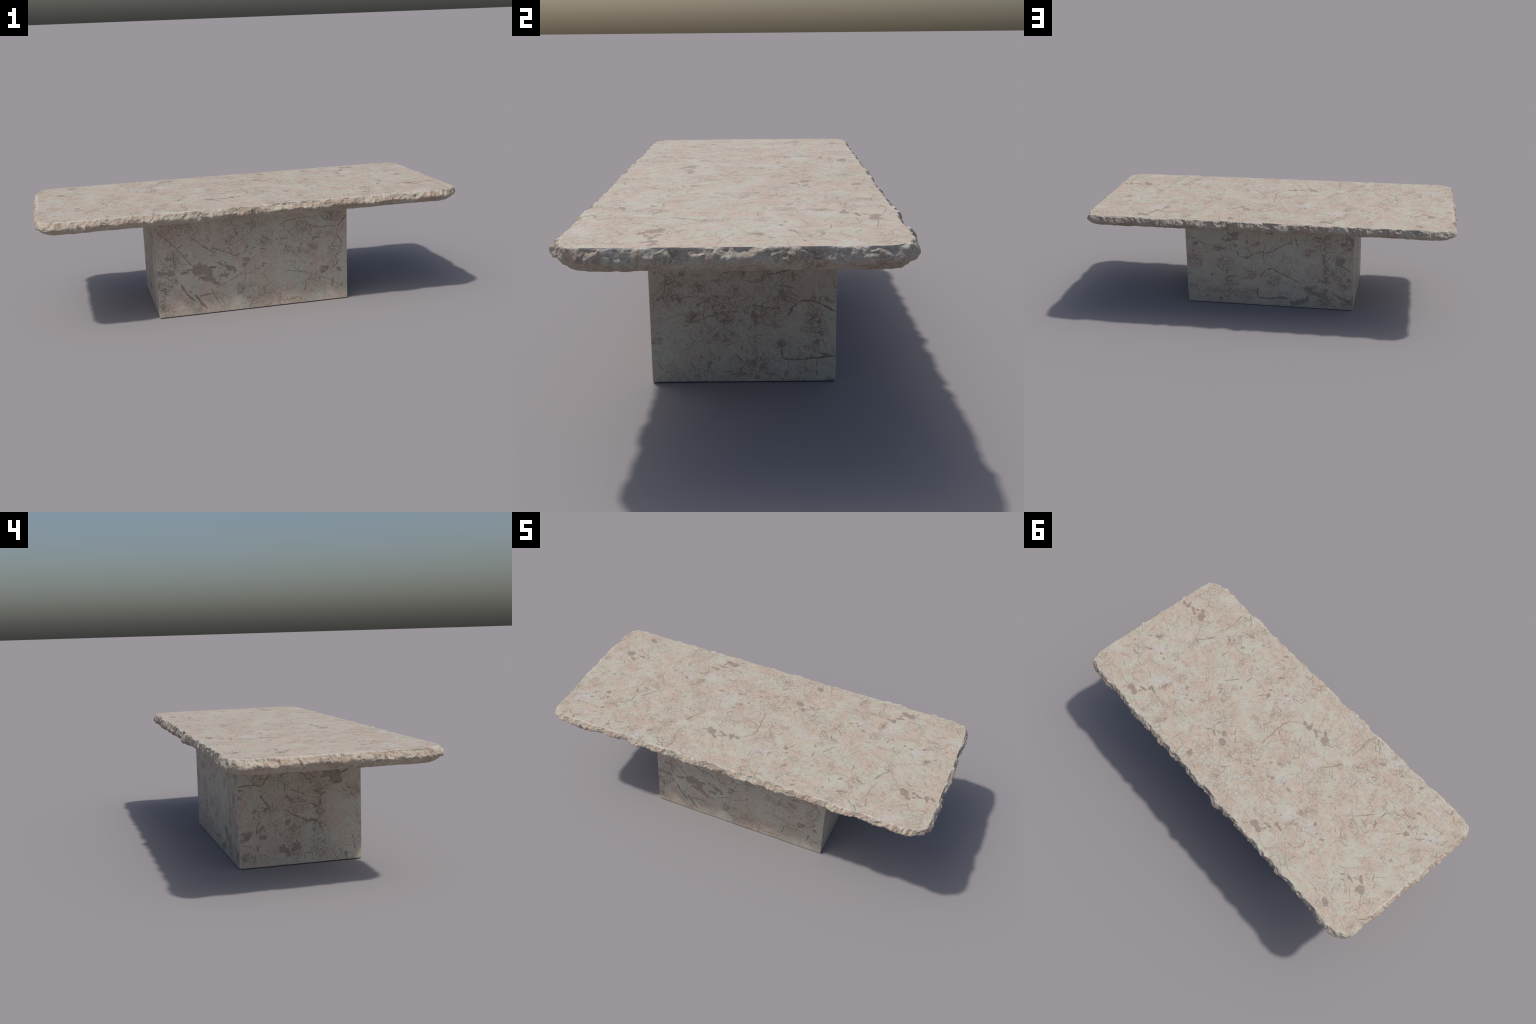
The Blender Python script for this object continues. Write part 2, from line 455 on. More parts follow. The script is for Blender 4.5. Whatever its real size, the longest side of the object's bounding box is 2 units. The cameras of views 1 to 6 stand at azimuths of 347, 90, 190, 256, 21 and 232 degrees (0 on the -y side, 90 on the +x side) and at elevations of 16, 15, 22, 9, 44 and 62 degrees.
vein("left", (0.032, 0.073), (0.046, 0.054), 8.9)
vein("left", (0.115, 0.178), (0.099, 0.167), 3.8)
blotch("left", (0.059, 0.185), 14, 6, 150)
vein("left", (0.254, 0.329), (0.260, 0.332), 7.5)
blotch("left", (0.254, 0.330), 8, 4, 5)
blotch("left", (0.260, 0.296), 5, 4, 7)
vein("left", (-0.223, 0.113), (-0.235, 0.079), 4.7)
vein("left", (-0.231, 0.086), (-0.240, 0.042), 5.5)
vein("left", (-0.198, 0.060), (-0.223, 0.060), 3.4)
blotch("left", (-0.198, 0.019), 17, 6, 90)
vein("left", (-0.198, 0.025), (-0.210, 0.028), 6.2)
blotch("left", (0.189, 0.079), 10, 4, 91)
vein("left", (0.252, 0.096), (0.223, 0.094), 2.9)
vein("left", (0.226, 0.094), (0.197, 0.075), 2.8)
vein("left", (0.199, 0.056), (0.205, 0.014), 3.3)
blotch("left", (0.244, 0.037), 10, 9, 48)
vein("left", (-0.150, 0.020), (-0.160, 0.005), 2.6)
vein("left", (-0.133, 0.051), (-0.160, 0.009), 2.6)
vein("left", (-0.164, 0.052), (-0.177, 0.039), 3.9)
vein("left", (-0.202, 0.323), (-0.232, 0.303), 3.2)
vein("left", (-0.229, 0.306), (-0.263, 0.286), 3.2)
vein("left", (-0.154, 0.310), (-0.174, 0.289), 2.9)
blotch("left", (-0.220, 0.147), 4, 3, 12)
vein("left", (-0.014, 0.046), (-0.051, 0.041), 3.3)
vein("left", (-0.011, 0.046), (-0.017, 0.016), 3.0)
blotch("left", (-0.265, -0.001), 11, 7, 9)
vein("left", (-0.113, 0.300), (-0.083, 0.286), 7.4)
vein("left", (-0.086, 0.282), (-0.089, 0.246), 6.0)
blotch("left", (-0.065, 0.242), 9, 7, 87)
blotch("left", (-0.082, 0.253), 11, 7, 88)
vein("left", (-0.075, 0.234), (-0.071, 0.195), 6.1)
blotch("left", (-0.064, 0.180), 9, 7, 9)
vein("left", (-0.071, 0.182), (-0.097, 0.137), 5.9)
vein("left", (-0.039, 0.257), (-0.079, 0.241), 8.3)
vein("left", (-0.050, 0.308), (-0.093, 0.298), 6.4)
vein("left", (-0.038, 0.192), (-0.071, 0.179), 8.4)
# --- leftcloud
cloud("left", (-0.082, 0.253), 85, 27, 88)
cloud("left", (-0.077, 0.152), 43, 37, 80)
cloud("left", (-0.094, 0.321), 37, 35, 31)
cloud("left", (-0.010, 0.181), 50, 20, 5)
cloud("left", (0.023, 0.157), 31, 29, 38)
cloud("left", (-0.048, 0.373), 35, 30, 84)
cloud("left", (0.185, 0.373), 29, 26, 82)
cloud("left", (0.004, 0.257), 43, 35, 11)
cloud("left", (-0.076, 0.070), 57, 50, 75)
cloud("left", (0.036, 0.060), 40, 29, 10)
cloud("left", (-0.222, 0.295), 45, 39, 16)
cloud("left", (0.237, 0.043), 36, 29, 12)
cloud("left", (0.130, 0.241), 36, 19, 6)
cloud("left", (0.190, 0.217), 32, 19, 90)
# --- right
vein("right", (0.065, 0.320), (0.090, 0.330), 5.6)
vein("right", (0.088, 0.328), (0.147, 0.343), 5.1)
vein("right", (0.143, 0.342), (0.145, 0.303), 3.5)
blotch("right", (0.055, 0.313), 10, 7, 89)
blotch("right", (0.042, 0.307), 7, 5, 89)
vein("right", (0.006, 0.309), (0.050, 0.302), 2.6)
blotch("right", (-0.174, 0.330), 8, 5, 158)
blotch("right", (-0.249, 0.338), 7, 3, 68)
blotch("right", (-0.081, 0.307), 7, 4, 180)
blotch("right", (-0.072, 0.307), 5, 5, 5)
blotch("right", (0.002, 0.328), 7, 6, 1)
blotch("right", (-0.017, 0.287), 6, 5, 0)
vein("right", (0.163, 0.245), (0.199, 0.248), 6.8)
vein("right", (0.194, 0.250), (0.219, 0.236), 8.8)
vein("right", (0.214, 0.239), (0.265, 0.215), 6.7)
vein("right", (0.136, 0.212), (0.142, 0.228), 10.1)
vein("right", (0.129, 0.202), (0.137, 0.215), 5.6)
vein("right", (0.140, 0.227), (0.157, 0.240), 5.2)
vein("right", (0.120, 0.252), (0.126, 0.228), 3.5)
blotch("right", (0.100, 0.223), 8, 5, 179)
vein("right", (0.025, 0.238), (0.065, 0.226), 4.2)
vein("right", (0.060, 0.227), (0.095, 0.223), 3.7)
blotch("right", (-0.046, 0.190), 20, 3, 5)
vein("right", (-0.066, 0.186), (-0.051, 0.190), 4.7)
blotch("right", (-0.054, 0.230), 7, 3, 26)
blotch("right", (-0.011, 0.190), 6, 3, 42)
vein("right", (0.109, 0.125), (0.111, 0.071), 5.1)
vein("right", (0.109, 0.071), (0.144, 0.068), 6.0)
vein("right", (0.139, 0.069), (0.177, 0.068), 4.9)
vein("right", (0.175, 0.068), (0.195, 0.074), 5.4)
vein("right", (0.190, 0.074), (0.221, 0.073), 6.5)
vein("right", (0.215, 0.074), (0.264, 0.078), 7.0)
vein("right", (0.220, 0.086), (0.248, 0.082), 5.4)
blotch("right", (0.107, 0.117), 10, 9, 178)
blotch("right", (0.253, 0.006), 18, 6, 179)
blotch("right", (0.184, 0.105), 15, 2, 179)
vein("right", (0.212, 0.067), (0.214, 0.043), 3.0)
blotch("right", (0.213, 0.029), 11, 3, 100)
vein("right", (-0.023, 0.090), (-0.001, 0.058), 3.7)
vein("right", (-0.023, 0.090), (-0.044, 0.059), 2.6)
vein("right", (-0.003, 0.061), (0.020, 0.042), 2.4)
blotch("right", (-0.097, 0.058), 8, 7, 86)
blotch("right", (-0.074, 0.071), 7, 3, 88)
vein("right", (0.014, 0.160), (0.025, 0.176), 3.6)
blotch("right", (0.036, 0.123), 6, 3, 52)
blotch("right", (-0.119, 0.081), 3, 3, 3)
blotch("right", (0.060, 0.047), 9, 6, 179)
blotch("right", (0.040, 0.014), 10, 4, 179)
vein("right", (-0.155, 0.063), (-0.139, 0.030), 2.9)
vein("right", (-0.141, 0.030), (-0.126, 0.009), 2.4)
vein("right", (-0.007, 0.107), (-0.004, 0.099), 5.1)
vein("right", (0.009, 0.104), (0.008, 0.088), 3.0)
vein("right", (-0.187, 0.260), (-0.177, 0.239), 4.6)
blotch("right", (-0.184, 0.255), 8, 5, 0)
vein("right", (-0.133, 0.296), (-0.121, 0.275), 3.6)
vein("right", (-0.174, 0.257), (-0.134, 0.267), 2.3)
vein("right", (-0.149, 0.191), (-0.131, 0.212), 4.6)
vein("right", (-0.135, 0.231), (-0.125, 0.241), 3.5)
blotch("right", (-0.154, 0.191), 10, 4, 180)
vein("right", (0.032, 0.203), (0.039, 0.176), 3.5)
vein("right", (0.200, 0.108), (0.215, 0.084), 2.3)
vein("right", (0.228, 0.132), (0.238, 0.102), 2.3)
blotch("right", (0.221, 0.148), 10, 8, 92)
blotch("right", (0.218, 0.185), 11, 5, 91)
vein("right", (0.100, 0.301), (0.090, 0.286), 3.0)
blotch("right", (-0.029, 0.148), 6, 4, 136)
blotch("right", (-0.047, 0.132), 9, 4, 180)
blotch("right", (-0.256, 0.095), 5, 3, 146)
vein("right", (-0.257, 0.069), (-0.235, 0.039), 2.1)
vein("right", (0.105, 0.296), (0.150, 0.283), 2.1)
vein("right", (-0.058, 0.113), (-0.020, 0.121), 2.1)
vein("right", (-0.084, 0.264), (-0.060, 0.253), 2.1)
vein("right", (-0.088, 0.214), (-0.061, 0.209), 2.6)
blotch("right", (-0.061, 0.214), 9, 5, 88)
# --- rightcloud
cloud("right", (-0.200, 0.304), 50, 28, 0)
cloud("right", (-0.204, 0.260), 50, 21, 180)
cloud("right", (-0.124, 0.285), 41, 20, 88)
cloud("right", (-0.070, 0.246), 55, 21, 180)
cloud("right", (-0.025, 0.269), 26, 20, 88)
cloud("right", (-0.141, 0.199), 25, 21, 2)
cloud("right", (-0.066, 0.201), 25, 24, 6)
cloud("right", (0.205, 0.175), 42, 33, 92)
cloud("right", (0.039, 0.200), 28, 26, 1)
cloud("right", (-0.057, 0.140), 33, 21, 180)
cloud("right", (0.040, 0.053), 36, 27, 180)
cloud("right", (0.109, 0.117), 23, 19, 179)
cloud("right", (-0.254, 0.128), 20, 16, 3)
cloud("right", (0.219, 0.253), 40, 13, 179)
cloud("right", (0.005, 0.224), 50, 16, 180)
cloud("right", (0.130, 0.265), 32, 21, 179)
cloud("right", (0.215, 0.137), 29, 15, 91)
cloud("right", (-0.011, 0.029), 51, 16, 180)
# --- back
blotch("back", (0.188, 0.411), 25, 14, 155)
blotch("back", (0.228, 0.377), 20, 8, 161)
blotch("back", (0.186, 0.390), 20, 6, 176)
vein("back", (0.212, 0.409), (0.229, 0.422), 8.5)
blotch("back", (0.411, 0.351), 13, 12, 145)
blotch("back", (0.185, 0.349), 9, 6, 172)
blotch("back", (0.066, 0.367), 15, 8, 150)
vein("back", (0.099, 0.346), (0.082, 0.363), 5.2)
blotch("back", (-0.007, 0.429), 23, 5, 177)
blotch("back", (0.257, 0.385), 8, 5, 172)
blotch("back", (0.121, 0.375), 12, 8, 95)
vein("back", (0.114, 0.288), (0.074, 0.306), 5.4)
vein("back", (0.078, 0.305), (0.030, 0.323), 5.9)
vein("back", (0.021, 0.308), (-0.018, 0.327), 5.8)
vein("back", (-0.014, 0.325), (-0.101, 0.375), 4.9)
blotch("back", (-0.116, 0.376), 16, 4, 161)
vein("back", (0.031, 0.276), (0.029, 0.323), 5.3)
vein("back", (0.029, 0.323), (0.018, 0.365), 4.3)
vein("back", (0.120, 0.331), (0.087, 0.305), 4.2)
vein("back", (-0.149, 0.414), (-0.153, 0.383), 7.8)
vein("back", (-0.152, 0.387), (-0.160, 0.356), 4.8)
blotch("back", (0.123, 0.285), 12, 10, 161)
vein("back", (0.114, 0.276), (0.163, 0.287), 4.7)
blotch("back", (0.173, 0.305), 14, 6, 93)
vein("back", (0.010, 0.219), (-0.028, 0.224), 7.0)
vein("back", (-0.023, 0.223), (-0.056, 0.201), 9.0)
vein("back", (-0.052, 0.204), (-0.126, 0.172), 8.1)
vein("back", (-0.117, 0.175), (-0.178, 0.143), 4.3)
vein("back", (0.046, 0.174), (0.034, 0.196), 10.4)
vein("back", (0.036, 0.194), (0.016, 0.212), 5.3)
vein("back", (0.056, 0.228), (0.049, 0.207), 4.1)
vein("back", (0.134, 0.207), (0.094, 0.198), 4.8)
blotch("back", (0.075, 0.198), 6, 4, 173)
vein("back", (0.238, 0.163), (0.202, 0.166), 8.1)
vein("back", (0.067, 0.090), (0.066, 0.047), 6.3)
vein("back", (0.066, 0.047), (-0.001, 0.042), 7.3)
vein("back", (0.003, 0.042), (-0.046, 0.049), 7.2)
vein("back", (-0.041, 0.051), (-0.108, 0.051), 8.2)
vein("back", (-0.050, 0.061), (-0.086, 0.057), 5.8)
blotch("back", (0.067, 0.087), 11, 10, 114)
blotch("back", (-0.008, 0.079), 15, 2, 176)
blotch("back", (0.276, 0.030), 9, 7, 128)
blotch("back", (0.251, 0.044), 7, 4, 94)
vein("back", (0.198, 0.060), (0.181, 0.042), 4.9)
blotch("back", (-0.093, 0.137), 8, 4, 175)
blotch("back", (-0.220, 0.110), 17, 15, 161)
blotch("back", (-0.257, 0.089), 39, 12, 5)
blotch("back", (-0.288, 0.079), 26, 11, 176)
blotch("back", (-0.248, 0.122), 18, 9, 139)
blotch("back", (-0.174, 0.031), 48, 14, 157)
blotch("back", (-0.205, 0.050), 21, 10, 125)
blotch("back", (-0.127, 0.023), 12, 8, 173)
blotch("back", (-0.309, 0.161), 26, 9, 7)
blotch("back", (-0.278, 0.164), 15, 7, 144)
blotch("back", (-0.456, 0.399), 27, 10, 89)
blotch("back", (-0.408, 0.383), 14, 12, 173)
blotch("back", (-0.437, 0.420), 19, 8, 177)
vein("back", (-0.421, 0.379), (-0.429, 0.397), 8.4)
blotch("back", (-0.443, 0.361), 17, 5, 177)
blotch("back", (-0.393, 0.282), 28, 13, 155)
vein("back", (-0.393, 0.259), (-0.423, 0.251), 8.3)
vein("back", (-0.419, 0.253), (-0.454, 0.221), 6.4)
vein("back", (-0.398, 0.255), (-0.368, 0.267), 4.6)
vein("back", (-0.362, 0.089), (-0.419, 0.055), 7.6)
vein("back", (-0.344, 0.111), (-0.366, 0.084), 4.6)
vein("back", (-0.378, 0.156), (-0.430, 0.143), 4.7)
vein("back", (-0.281, 0.367), (-0.290, 0.331), 4.3)
blotch("back", (-0.440, 0.178), 16, 10, 73)
blotch("back", (-0.314, 0.100), 19, 10, 124)
vein("back", (-0.305, 0.071), (-0.336, 0.035), 6.5)
blotch("back", (-0.303, 0.286), 18, 9, 90)
blotch("back", (-0.310, 0.226), 28, 8, 97)
blotch("back", (-0.317, 0.182), 12, 11, 135)
vein("back", (-0.290, 0.322), (-0.316, 0.305), 6.4)
vein("back", (-0.247, 0.419), (-0.302, 0.409), 7.3)
vein("back", (-0.298, 0.422), (-0.357, 0.434), 6.2)
vein("back", (-0.374, 0.435), (-0.378, 0.404), 5.1)
vein("back", (0.461, 0.397), (0.404, 0.372), 4.8)
vein("back", (0.408, 0.374), (0.356, 0.351), 3.8)
vein("back", (0.307, 0.335), (0.241, 0.325), 4.7)
blotch("back", (0.276, 0.330), 18, 7, 176)
vein("back", (0.270, 0.263), (0.235, 0.246), 4.3)
vein("back", (0.280, 0.234), (0.231, 0.237), 4.3)
vein("back", (0.433, 0.314), (0.425, 0.301), 4.8)
blotch("back", (0.351, 0.305), 6, 5, 170)
blotch("back", (0.237, 0.189), 12, 6, 94)
blotch("back", (0.323, 0.174), 11, 8, 171)
vein("back", (-0.071, 0.406), (-0.075, 0.388), 6.2)
blotch("back", (-0.436, 0.046), 15, 13, 165)
blotch("back", (-0.458, 0.029), 11, 10, 161)
vein("back", (-0.405, 0.058), (-0.462, 0.057), 5.7)
blotch("back", (-0.461, 0.076), 9, 6, 91)
vein("back", (-0.354, 0.026), (-0.376, 0.009), 3.8)
# --- backcloud
cloud("back", (-0.312, 0.240), 111, 30, 90)
cloud("back", (-0.319, 0.392), 77, 41, 176)
cloud("back", (-0.425, 0.397), 49, 38, 92)
cloud("back", (0.253, 0.245), 54, 42, 168)
cloud("back", (0.414, 0.254), 47, 41, 150)
cloud("back", (0.227, 0.209), 49, 19, 176)
cloud("back", (0.276, 0.332), 58, 23, 176)
cloud("back", (-0.029, 0.153), 50, 46, 144)
cloud("back", (-0.377, 0.207), 51, 47, 103)
cloud("back", (-0.432, 0.046), 48, 38, 172)
cloud("back", (-0.314, 0.043), 53, 33, 174)
cloud("back", (0.103, 0.178), 36, 28, 169)
cloud("back", (0.221, 0.123), 55, 43, 168)
cloud("back", (-0.222, 0.327), 39, 27, 174)
cloud("back", (0.115, 0.068), 54, 38, 171)
cloud("back", (-0.421, 0.140), 39, 28, 174)
cloud("back", (0.440, 0.095), 30, 27, 121)
cloud("back", (0.240, 0.084), 100, 29, 176)

# ------------------------------------------------------------------ materials
class Tree:
    """Small helper for wiring shader nodes."""

    def __init__(self, name):
        self.mat = bpy.data.materials.new(name)
        self.mat.use_nodes = True
        self.t = self.mat.node_tree
        self.t.nodes.clear()

    def new(self, kind, **props):
        n = self.t.nodes.new(kind)
        for k, v in props.items():
            setattr(n, k, v)
        return n

    def set(self, socket, value):
        if isinstance(value, bpy.types.NodeSocket):
            self.t.links.new(value, socket)
        elif value is not None:
            socket.default_value = value

    def math(self, op, a, b=None, c=None, clamp=False):
        n = self.new("ShaderNodeMath", operation=op, use_clamp=clamp)
        for i, v in enumerate((a, b, c)):
            self.set(n.inputs[i], v)
        return n.outputs[0]

    def vmath(self, op, a, b=None, scale=None):
        n = self.new("ShaderNodeVectorMath", operation=op)
        self.set(n.inputs[0], a)
        self.set(n.inputs[1], b)
        if scale is not None:
            n.inputs["Scale"].default_value = scale
        return n.outputs[0]

    def ramp(self, v, a, b, to0=0.0, to1=1.0, smooth=True):
        n = self.new("ShaderNodeMapRange", interpolation_type="SMOOTHSTEP" if smooth else "LINEAR")
        self.set(n.inputs["Value"], v)
        for k, x in (("From Min", a), ("From Max", b), ("To Min", to0), ("To Max", to1)):
            n.inputs[k].default_value = x
        return n.outputs[0]

    def noise(self, v, scale, detail=3.0, rough=0.5, out=0, distortion=0.0):
        n = self.new("ShaderNodeTexNoise")
        self.set(n.inputs["Vector"], v)
        n.inputs["Scale"].default_value = scale
        n.inputs["Detail"].default_value = detail
        n.inputs["Roughness"].default_value = rough
        n.inputs["Distortion"].default_value = distortion
        return n.outputs[out]

    def edges(self, v, scale):
        n = self.new("ShaderNodeTexVoronoi", feature="DISTANCE_TO_EDGE")
        self.set(n.inputs["Vector"], v)
        n.inputs["Scale"].default_value = scale
        return n.outputs["Distance"]

    def mix(self, f, a, b, blend="MIX"):
        n = self.new("ShaderNodeMix", data_type="RGBA", blend_type=blend)
        self.set(n.inputs[0], f)
        self.set(n.inputs[6], a)
        self.set(n.inputs[7], b)
        return n.outputs[2]

    def shifted(self, v, offset):
        return self.vmath("ADD", v, offset)

    def ellipses(self, v, items, wrap=False):
        """Highest of a set of ellipse masks: 1 in the middle, 0 on the outline."""
        total = None
        for x, y, a, b, ang in items:
            xs = [x]
            if wrap:
                x = (x - WRAP_FROM) % PERIOD + WRAP_FROM
                xs = [x] + [x + s * PERIOD for s in (-1, 1)
                            if WRAP_FROM - a < x + s * PERIOD < WRAP_FROM + PERIOD + a]
            for x in xs:
                m = self.new("ShaderNodeMapping", vector_type="TEXTURE")
                self.set(m.inputs["Vector"], v)
                m.inputs["Location"].default_value = (x, y, 0)
                m.inputs["Rotation"].default_value = (0, 0, ang)
                m.inputs["Scale"].default_value = (a, b, 1)
                g = self.new("ShaderNodeTexGradient", gradient_type="SPHERICAL")
                self.set(g.inputs[0], m.outputs[0])
                total = g.outputs["Fac"] if total is None else self.math("MAXIMUM", total, g.outputs["Fac"])
        return total if total is not None else 0.0


CREAM = (0.468, 0.450, 0.374, 1)
PINK = (0.476, 0.366, 0.297, 1)
ROSE = (0.395, 0.310, 0.252, 1)
WHITE = (0.500, 0.490, 0.478, 1)
BROWN = (0.215, 0.165, 0.130, 1)
DUST = (0.270, 0.202, 0.156, 1)
TAUPE = (0.300, 0.245, 0.205, 1)


def marble(name, face=None, axes=(0, 1), size=1.0, seed=0.0, rough=False, wrap=False):
    """Cream and pink marble.  size: coarseness of the figure; face: which
    hand-placed figure lies on it, in the plane of the two given axes."""
    T = Tree(name)
    coord = T.new("ShaderNodeTexCoord").outputs["Object"]
    p = T.vmath("SCALE", T.shifted(coord, (seed, seed * 1.7, seed * 0.6)), scale=1.0 / size)

    # wandering of the figure
    w1 = T.vmath("SUBTRACT", T.noise(p, 7.0, 3.0, 0.55, out=1), (0.5, 0.5, 0.5))
    w2 = T.vmath("SUBTRACT", T.noise(p, 45.0, 2.0, 0.6, out=1), (0.5, 0.5, 0.5))
    q = T.vmath("ADD", T.vmath("ADD", p, T.vmath("SCALE", w1, scale=0.10)), T.vmath("SCALE", w2, scale=0.014))

    # cream / pink / pale ground
    broad = T.noise(q, 9.0, 5.0, 0.62)
    colour = T.mix(T.ramp(broad, 0.44, 0.56, 0.03, 0.72 if wrap or rough else 0.70), CREAM, PINK)
    streak = T.noise(q, 26.0 * size, 5.0, 0.68)
    colour = T.mix(T.ramp(streak, 0.52, 0.58, 0, 0.60), colour, PINK)
    colour = T.mix(T.ramp(streak, 0.47, 0.40, 0, 0.80), colour, CREAM)
    # light flecks and filaments of calcite
    fleck = T.noise(T.shifted(q, (4.4, 1.1, 9.0)), 34.0, 4.0, 0.65, distortion=0.8)
    colour = T.mix(T.ramp(T.math("ABSOLUTE", T.math("SUBTRACT", fleck, 0.5)), 0.035, 0.0, 0, 0.55), colour, (0.53, 0.51, 0.43, 1))
    white = T.ramp(T.noise(T.shifted(q, (3.1, 7.7, 1.3)), 5.0, 4.0, 0.6), 0.60, 0.72, 0, 0.6)

    flat = ragged = None
    if face:
        sep = T.new("ShaderNodeSeparateXYZ")
        jig = T.vmath("SCALE", w2, scale=0.0075 * size)
        jig = T.vmath("ADD", jig, T.vmath("SCALE", T.vmath("SUBTRACT", T.noise(p, 170.0, 1.0, 0.5, out=1), (0.5,) * 3), scale=0.004 * size))
        T.set(sep.inputs[0], coord)
        sj = T.new("ShaderNodeSeparateXYZ")
        T.set(sj.inputs[0], jig)
        h, v = sep.outputs[axes[0]], sep.outputs[axes[1]]
        if wrap:
            n = T.new("ShaderNodeMath", operation="WRAP")
            T.set(n.inputs[0], h)
            n.inputs[1].default_value = WRAP_FROM + PERIOD
            n.inputs[2].default_value = WRAP_FROM
            h = n.outputs[0]
        com = T.new("ShaderNodeCombineXYZ")
        T.set(com.inputs[0], T.math("ADD", h, sj.outputs[0]))
        T.set(com.inputs[1], T.math("ADD", v, sj.outputs[1]))
        flat = com.outputs[0]
        w3 = T.vmath("SUBTRACT", T.noise(T.shifted(p, (5.0, 8.0, 2.0)), 46.0, 4.0, 0.75, out=1), (0.5,) * 3)
        # the jitter must act in the plane of the face
        s3 = T.new("ShaderNodeSeparateXYZ")
        T.set(s3.inputs[0], T.vmath("SCALE", w3, scale=0.032 * size))
        c3 = T.new("ShaderNodeCombineXYZ")
        T.set(c3.inputs[0], s3.outputs[0])
        T.set(c3.inputs[1], s3.outputs[1])
        ragged = T.vmath("ADD", flat, c3.outputs[0])

    def figure(kind):
        return T.ellipses(ragged if kind == "blotch" else flat, FIGURE.get((face, kind), ()), wrap) if face else 0.0

    grain = T.noise(p, 260.0, 2.0, 0.6)
    speck = T.noise(p, 120.0, 3.0, 0.7)

    if face and (face, "pale") in FIGURE:
        pm = T.math("MULTIPLY", T.ramp(figure("pale"), 0.0, 0.8), T.ramp(speck, 0.38, 0.58))
        white = T.math("MAXIMUM", white, T.math("MULTIPLY", pm, 0.85))
    colour = T.mix(white, colour, WHITE)

    # where brown dust and fine cracks gather
    gather = T.ramp(T.noise(T.shifted(q, (9.2, 2.4, 5.5)), 6.5, 4.0, 0.6), 0.46, 0.66)
    if face and (face, "cloud") in FIGURE:
        cm = T.ramp(figure("cloud"), 0.0, 0.75)
        gather = T.math("ADD", T.math("MULTIPLY", gather, 0.45), T.math("MULTIPLY", cm, 1.0), clamp=True)
    # threads: thin meandering filaments where a noise crosses its mean
    thread = None
    for k, (sc, wd, strength) in enumerate(((5.0, 0.0058, 1.0), (12.0, 0.0110, 1.0), (27.0, 0.018, 0.60))):
        n = T.noise(T.shifted(q, (k * 5.3, k * 1.9, k * 3.1)), sc, 3.0, 0.6, distortion=0.6)
        wd /= size
        line = T.ramp(T.math("ABSOLUTE", T.math("SUBTRACT", n, 0.5)), wd, wd * 0.45)
        line = T.math("MULTIPLY", line, strength)
        thread = line if thread is None else T.math("MAXIMUM", thread, line)
    broken = T.ramp(T.noise(T.shifted(p, (1.7, 4.4, 8.1)), 30.0, 3.0, 0.6), 0.42, 0.52)
    thread = T.math("MULTIPLY", T.math("MULTIPLY", thread, broken), T.math("MULTIPLY_ADD", gather, 0.40, 0.50 if wrap else 0.45))
    # crackle: net of straight hair cracks
    net = None
    for k, (sc, wd, strength) in enumerate(((9.0, 0.014, 0.9), (21.0, 0.026, 0.85), (48.0, 0.050, 0.40))):
        e = T.edges(T.vmath("ADD", T.shifted(p, (k * 2.2, 0.7, 0.3)), T.vmath("ADD", T.vmath("SCALE", w1, scale=0.05), T.vmath("SCALE", w2, scale=0.012))), sc)
        line = T.math("MULTIPLY", T.ramp(e, wd / size, wd / size * 0.45), strength)
        net = line if net is None else T.math("MAXIMUM", net, line)
    sparse = T.ramp(T.noise(T.shifted(p, (6.1, 0.4, 2.2)), 14.0, 2.0, 0.5), 0.50, 0.62)
    net = T.math("MULTIPLY", net, T.math("MULTIPLY_ADD", gather, 0.70, T.math("MULTIPLY", sparse, 0.70)), clamp=True)
    dust = T.math("MULTIPLY", T.ramp(T.math("MULTIPLY_ADD", speck, 0.5, T.math("MULTIPLY", grain, 0.5)), 0.515 if wrap else 0.50, 0.565 if wrap else 0.545), gather)
    dots = T.math("MULTIPLY", T.ramp(T.noise(T.shifted(p, (2.9, 2.9, 0.1)), 75.0, 1.5, 0.5), 0.685, 0.73), 0.7)

    pepper = T.math("MULTIPLY", T.ramp(T.math("MULTIPLY_ADD", speck, 0.5, T.math("MULTIPLY", grain, 0.5)), 0.535, 0.575),
                    T.ramp(T.noise(T.shifted(p, (7.7, 3.3, 6.6)), 17.0, 3.0, 0.6), 0.45, 0.60, 0.15, 0.85))
    colour = T.mix(T.math("MULTIPLY", pepper, 0.45 if wrap else 0.75), colour, DUST)
    colour = T.mix(T.math("MULTIPLY", gather, 0.12), colour, ROSE)
    colour = T.mix(T.math("MULTIPLY", dust, 0.65 if wrap else 0.82), colour, DUST)
    colour = T.mix(T.math("MAXIMUM", thread, net), colour, DUST)
    colour = T.mix(T.math("MULTIPLY", dots, T.math("MULTIPLY_ADD", gather, 0.7, 0.3)), colour, BROWN)

    if face:
        b = T.math("ADD", figure("blotch"), T.math("MULTIPLY", T.math("SUBTRACT", speck, 0.5), 0.85))
        bm = T.math("MULTIPLY", T.ramp(b, 0.14, 0.24), T.ramp(grain, 0.30, 0.55, 0.65, 0.92))
        vm = T.math("MULTIPLY", T.ramp(T.math("ADD", figure("vein"), T.math("MULTIPLY", T.math("SUBTRACT", speck, 0.5), 0.30)), 0.05, 0.30), T.ramp(speck, 0.36, 0.56, 0.65, 1.0))
        vm = T.math("MULTIPLY", vm, 0.82 if wrap else 0.95)
        colour = T.mix(bm, colour, T.mix(T.ramp(speck, 0.35, 0.6), BROWN, TAUPE))
        colour = T.mix(vm, colour, BROWN)
